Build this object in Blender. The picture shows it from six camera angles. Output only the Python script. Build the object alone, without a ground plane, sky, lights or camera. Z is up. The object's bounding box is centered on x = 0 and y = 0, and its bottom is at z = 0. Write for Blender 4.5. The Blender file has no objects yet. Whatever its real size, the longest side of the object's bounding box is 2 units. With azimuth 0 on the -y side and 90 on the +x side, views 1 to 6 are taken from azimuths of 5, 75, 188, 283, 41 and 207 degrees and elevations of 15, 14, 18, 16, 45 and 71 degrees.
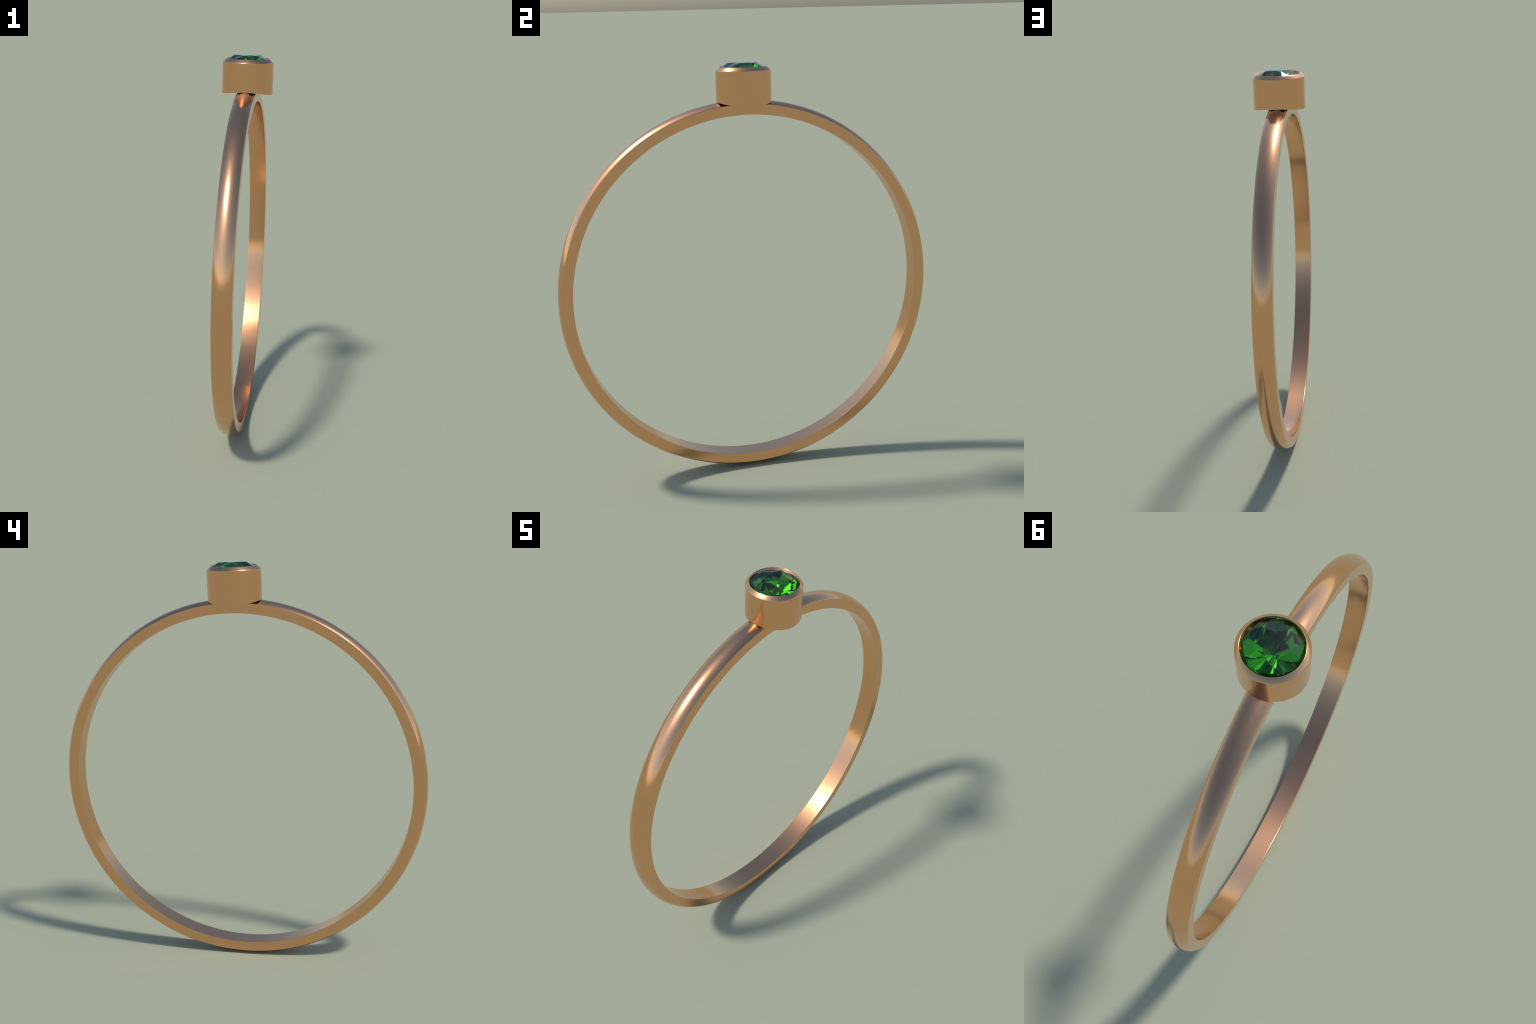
"""Slim rose-gold solitaire ring: D-section shank, tubular bezel, green brilliant-cut stone.
Frame: ring plane = y/z, finger hole along x, stone on top (+z)."""
import bpy, bmesh, math
from mathutils import Vector

# ------------------------------------------------------------------ sizes (m)
CROWN_R, EDGE_R, BORE_R = 0.9147, 0.8967, 0.8484   # shank radii: dome top, dome edge, bore
HALF_W = 0.0476                                    # half width of the shank
CENTRE_Z = CROWN_R
BEZ_R, BEZ_IN = 0.1293, 0.1126                     # bezel outer / inner radius
CHAMFER_Z, LIP_Z = 1.9655, 1.9823                  # rim bevel
SIDE_Z, FRONT_Z = 1.8060, 1.8212                   # bezel foot: at x = +-R, at y = +-R
# five-fold brilliant: (radius, height) of each vertex ring
TABLE_R, TABLE_Z = 0.0436, 2.0                     # table corners at 0, 72, ... degrees
STAR_R, STAR_Z = 0.0722, 1.9972                    # star points at 36, 108, ...
SHOULDER_R, SHOULDER_Z = 0.1000, 1.9800            # outline corners under the star points
KITE_R, KITE_Z, KITE_HALF = 0.1043, 1.9736, 9.0    # ends of the kites: radius, height, half width (degrees)
CULET_Z, PAVILION_Z = 1.8715, 1.963                 # pavilion: point, and reach at radius KITE_R
SEAT_R, SEAT_Z = 0.1037, 1.9690                    # where the sloping inner lip meets the seat
SHELF_R, SHELF_Z = 0.088, 1.946                    # inner edge of the shelf that carries the stone
CUP_R, CUP_Z, FOOT_IN = 0.088, 1.940, 0.093        # throat of the cup under the shelf; undercut foot


# ------------------------------------------------------------------ materials
def new_material(name):
    mat = bpy.data.materials.new(name)
    mat.use_nodes = True
    nt = mat.node_tree
    return mat, nt, nt.nodes["Principled BSDF"]


def gold_material():
    mat, nt, bsdf = new_material("rose_gold")
    bsdf.inputs["Base Color"].default_value = (0.80, 0.44, 0.235, 1)
    bsdf.inputs["Metallic"].default_value = 1.0
    bsdf.inputs["Roughness"].default_value = 0.16
    return mat


def stone_material():
    mat, nt, bsdf = new_material("green_gem")
    bsdf.inputs["Base Color"].default_value = (0.055, 0.60, 0.013, 1)
    bsdf.inputs["Transmission Weight"].default_value = 1.0
    bsdf.inputs["Roughness"].default_value = 0.0
    bsdf.inputs["IOR"].default_value = 1.5
    return mat


# ------------------------------------------------------------------ helpers
def mesh_object(name, bm, mat, parent, smooth_angle=None):
    bmesh.ops.recalc_face_normals(bm, faces=bm.faces)
    me = bpy.data.meshes.new(name)
    bm.to_mesh(me)
    bm.free()
    if smooth_angle is not None:
        me.polygons.foreach_set("use_smooth", [True] * len(me.polygons))
        me.set_sharp_from_angle(angle=smooth_angle)
    me.materials.append(mat)
    ob = bpy.data.objects.new(name, me)
    bpy.context.collection.objects.link(ob)
    ob.parent = parent
    return ob


def round_corner(prev, corner, nxt, size, steps):
    """Points of a small fillet that replaces a profile corner."""
    a, c, b = Vector(prev), Vector(corner), Vector(nxt)
    p, q = c + (a - c).normalized() * size, c + (b - c).normalized() * size
    return [tuple(p * (1 - t) ** 2 + c * 2 * t * (1 - t) + q * t * t)
            for t in (i / steps for i in range(steps + 1))]


def lathe(bm, profile, segments, place):
    """Closed profile swept round; place(angle, a, b) gives the 3D point."""
    rings = [[bm.verts.new(place(2 * math.pi * s / segments, a, b)) for a, b in profile]
             for s in range(segments)]
    n = len(profile)
    for s in range(segments):
        r0, r1 = rings[s], rings[(s + 1) % segments]
        for i in range(n):
            j = (i + 1) % n
            bm.faces.new((r0[i], r0[j], r1[j], r1[i]))


# ------------------------------------------------------------------ shank
def build_band(mat, parent):
    sag = CROWN_R - EDGE_R
    arc_r = (HALF_W ** 2 + sag ** 2) / (2 * sag)
    half = math.asin(HALF_W / arc_r)
    dome = [(arc_r * math.sin(a), CROWN_R - arc_r + arc_r * math.cos(a))
            for a in (-half + 2 * half * i / 32 for i in range(33))]
    f = 0.0022
    dome_in = [p for p in dome if abs(p[0]) < HALF_W - f * 1.1]
    left, right = dome[0], dome[-1]
    bl, br = (-HALF_W, BORE_R), (HALF_W, BORE_R)
    prof = (round_corner(bl, left, dome_in[0], f, 4) + dome_in
            + round_corner(dome_in[-1], right, br, f, 4)
            + [(HALF_W, EDGE_R - 0.005), (HALF_W, BORE_R + 0.003)]
            + round_corner(right, br, bl, 0.0005, 2)
            + [(HALF_W - 0.003, BORE_R), (0.003 - HALF_W, BORE_R)]
            + round_corner(br, bl, left, 0.0005, 2)
            + [(-HALF_W, BORE_R + 0.003), (-HALF_W, EDGE_R - 0.005)])
    bm = bmesh.new()
    lathe(bm, prof, 288, lambda t, x, r: (x, r * math.sin(t), CENTRE_Z + r * math.cos(t)))
    return mesh_object("band", bm, mat, parent, math.radians(30))


# ------------------------------------------------------------------ bezel cup
def build_bezel(mat, parent):
    outer_foot, inner_foot = (BEZ_R, 0.0), (FOOT_IN, 0.0)
    top_o, lip, seat = (BEZ_R, CHAMFER_Z), (BEZ_IN, LIP_Z), (SEAT_R, SEAT_Z)
    ledge = (SEAT_R - 0.0027, SEAT_Z - 0.0025)
    prof = [outer_foot, (BEZ_R, CHAMFER_Z - 0.004)]
    prof += round_corner(outer_foot, top_o, lip, 0.0016, 4)
    prof += round_corner(top_o, lip, seat, 0.0016, 5)
    prof += round_corner(lip, seat, ledge, 0.0025, 4)
    prof += [ledge, (SEAT_R - 0.003, SEAT_Z - 0.010), (SHELF_R, SHELF_Z), (CUP_R, CUP_Z), (CUP_R, 1.872), (FOOT_IN, 1.852), inner_foot]

    def place(t, r, z):
        if z == 0.0:
            c2 = math.cos(t) ** 2
            z = SIDE_Z * c2 + FRONT_Z * (1 - c2)
        return (r * math.cos(t), r * math.sin(t), z)
    bm = bmesh.new()
    lathe(bm, prof, 192, place)
    return mesh_object("bezel", bm, mat, parent, math.radians(30))


# ------------------------------------------------------------------ brilliant-cut stone
def build_stone(mat, parent):
    """Five-fold round brilliant: pentagon table, 5 stars, 5 creased kites, 10 upper halves,
    fifteen-cornered girdle, 10 flat pavilion facets meeting in the culet."""
    bm = bmesh.new()

    def point(r, deg, z):
        a = math.radians(deg)
        return Vector((r * math.cos(a), r * math.sin(a), z))

    # one half sector (0 degrees = kite axis, 36 = star axis), repeated by symmetry
    corner = point(KITE_R, KITE_HALF, KITE_Z)
    outline = []                          # (degrees, radius, crown height) over one sector, -36..36
    for deg in (-36, -KITE_HALF, -KITE_HALF / 2, 0, KITE_HALF / 2, KITE_HALF):
        if deg == -36:
            outline.append((deg, SHOULDER_R, SHOULDER_Z))
        else:
            slope = (TABLE_Z - KITE_Z) / (corner.x - TABLE_R)      # flat middle of the kite
            outline.append((deg, KITE_R, KITE_Z - slope * (point(KITE_R, deg, 0).x - corner.x)))

    def pavilion_z(r, deg):               # flat facets between multiples of 36 degrees
        d = deg % 36 - 18
        return CULET_Z + (PAVILION_Z - CULET_Z) * r * math.cos(math.radians(d)) / KITE_R

    V = bm.verts.new
    table = [V(point(TABLE_R, 72 * i, TABLE_Z)) for i in range(5)]
    star = [V(point(STAR_R, 72 * i + 36, STAR_Z)) for i in range(5)]
    top, low = [], []
    for i in range(5):
        for deg, r, z in outline:
            top.append(V(point(r, 72 * i + deg, z)))
            low.append(V(point(r, 72 * i + deg, pavilion_z(r, 72 * i + deg))))
    culet = V((0, 0, CULET_Z))
    n = len(top)
    bm.faces.new(table)
    for i in range(5):
        a, b, _, tip, _, c = range(6 * i, 6 * i + 6)
        d = (6 * i + 6) % n
        s0, s1 = star[i - 1], star[i]
        bm.faces.new((table[i], s1, table[(i + 1) % 5]))
        bm.faces.new([table[i], *top[b:c + 1]])
        bm.faces.new((table[i], top[c], s1))
        bm.faces.new((table[i], s0, top[b]))
        bm.faces.new((s1, top[c], top[d]))
        bm.faces.new((s0, top[a], top[b]))
        bm.faces.new([culet, *reversed(low[a:tip + 1])])
        bm.faces.new([culet, low[d], *reversed(low[tip:c + 1])])
    for k in range(n):
        m = (k + 1) % n
        bm.faces.new((top[k], low[k], low[m], top[m]))
    return mesh_object("gemstone", bm, mat, parent)


def main():
    ring = bpy.data.objects.new("ring", None)
    bpy.context.collection.objects.link(ring)
    ring["label"] = "slim rose gold ring with round green gemstone in bezel"
    ring["category"] = "ring"
    gold, gem = gold_material(), stone_material()
    build_band(gold, ring)
    build_bezel(gold, ring)
    build_stone(gem, ring)


main()
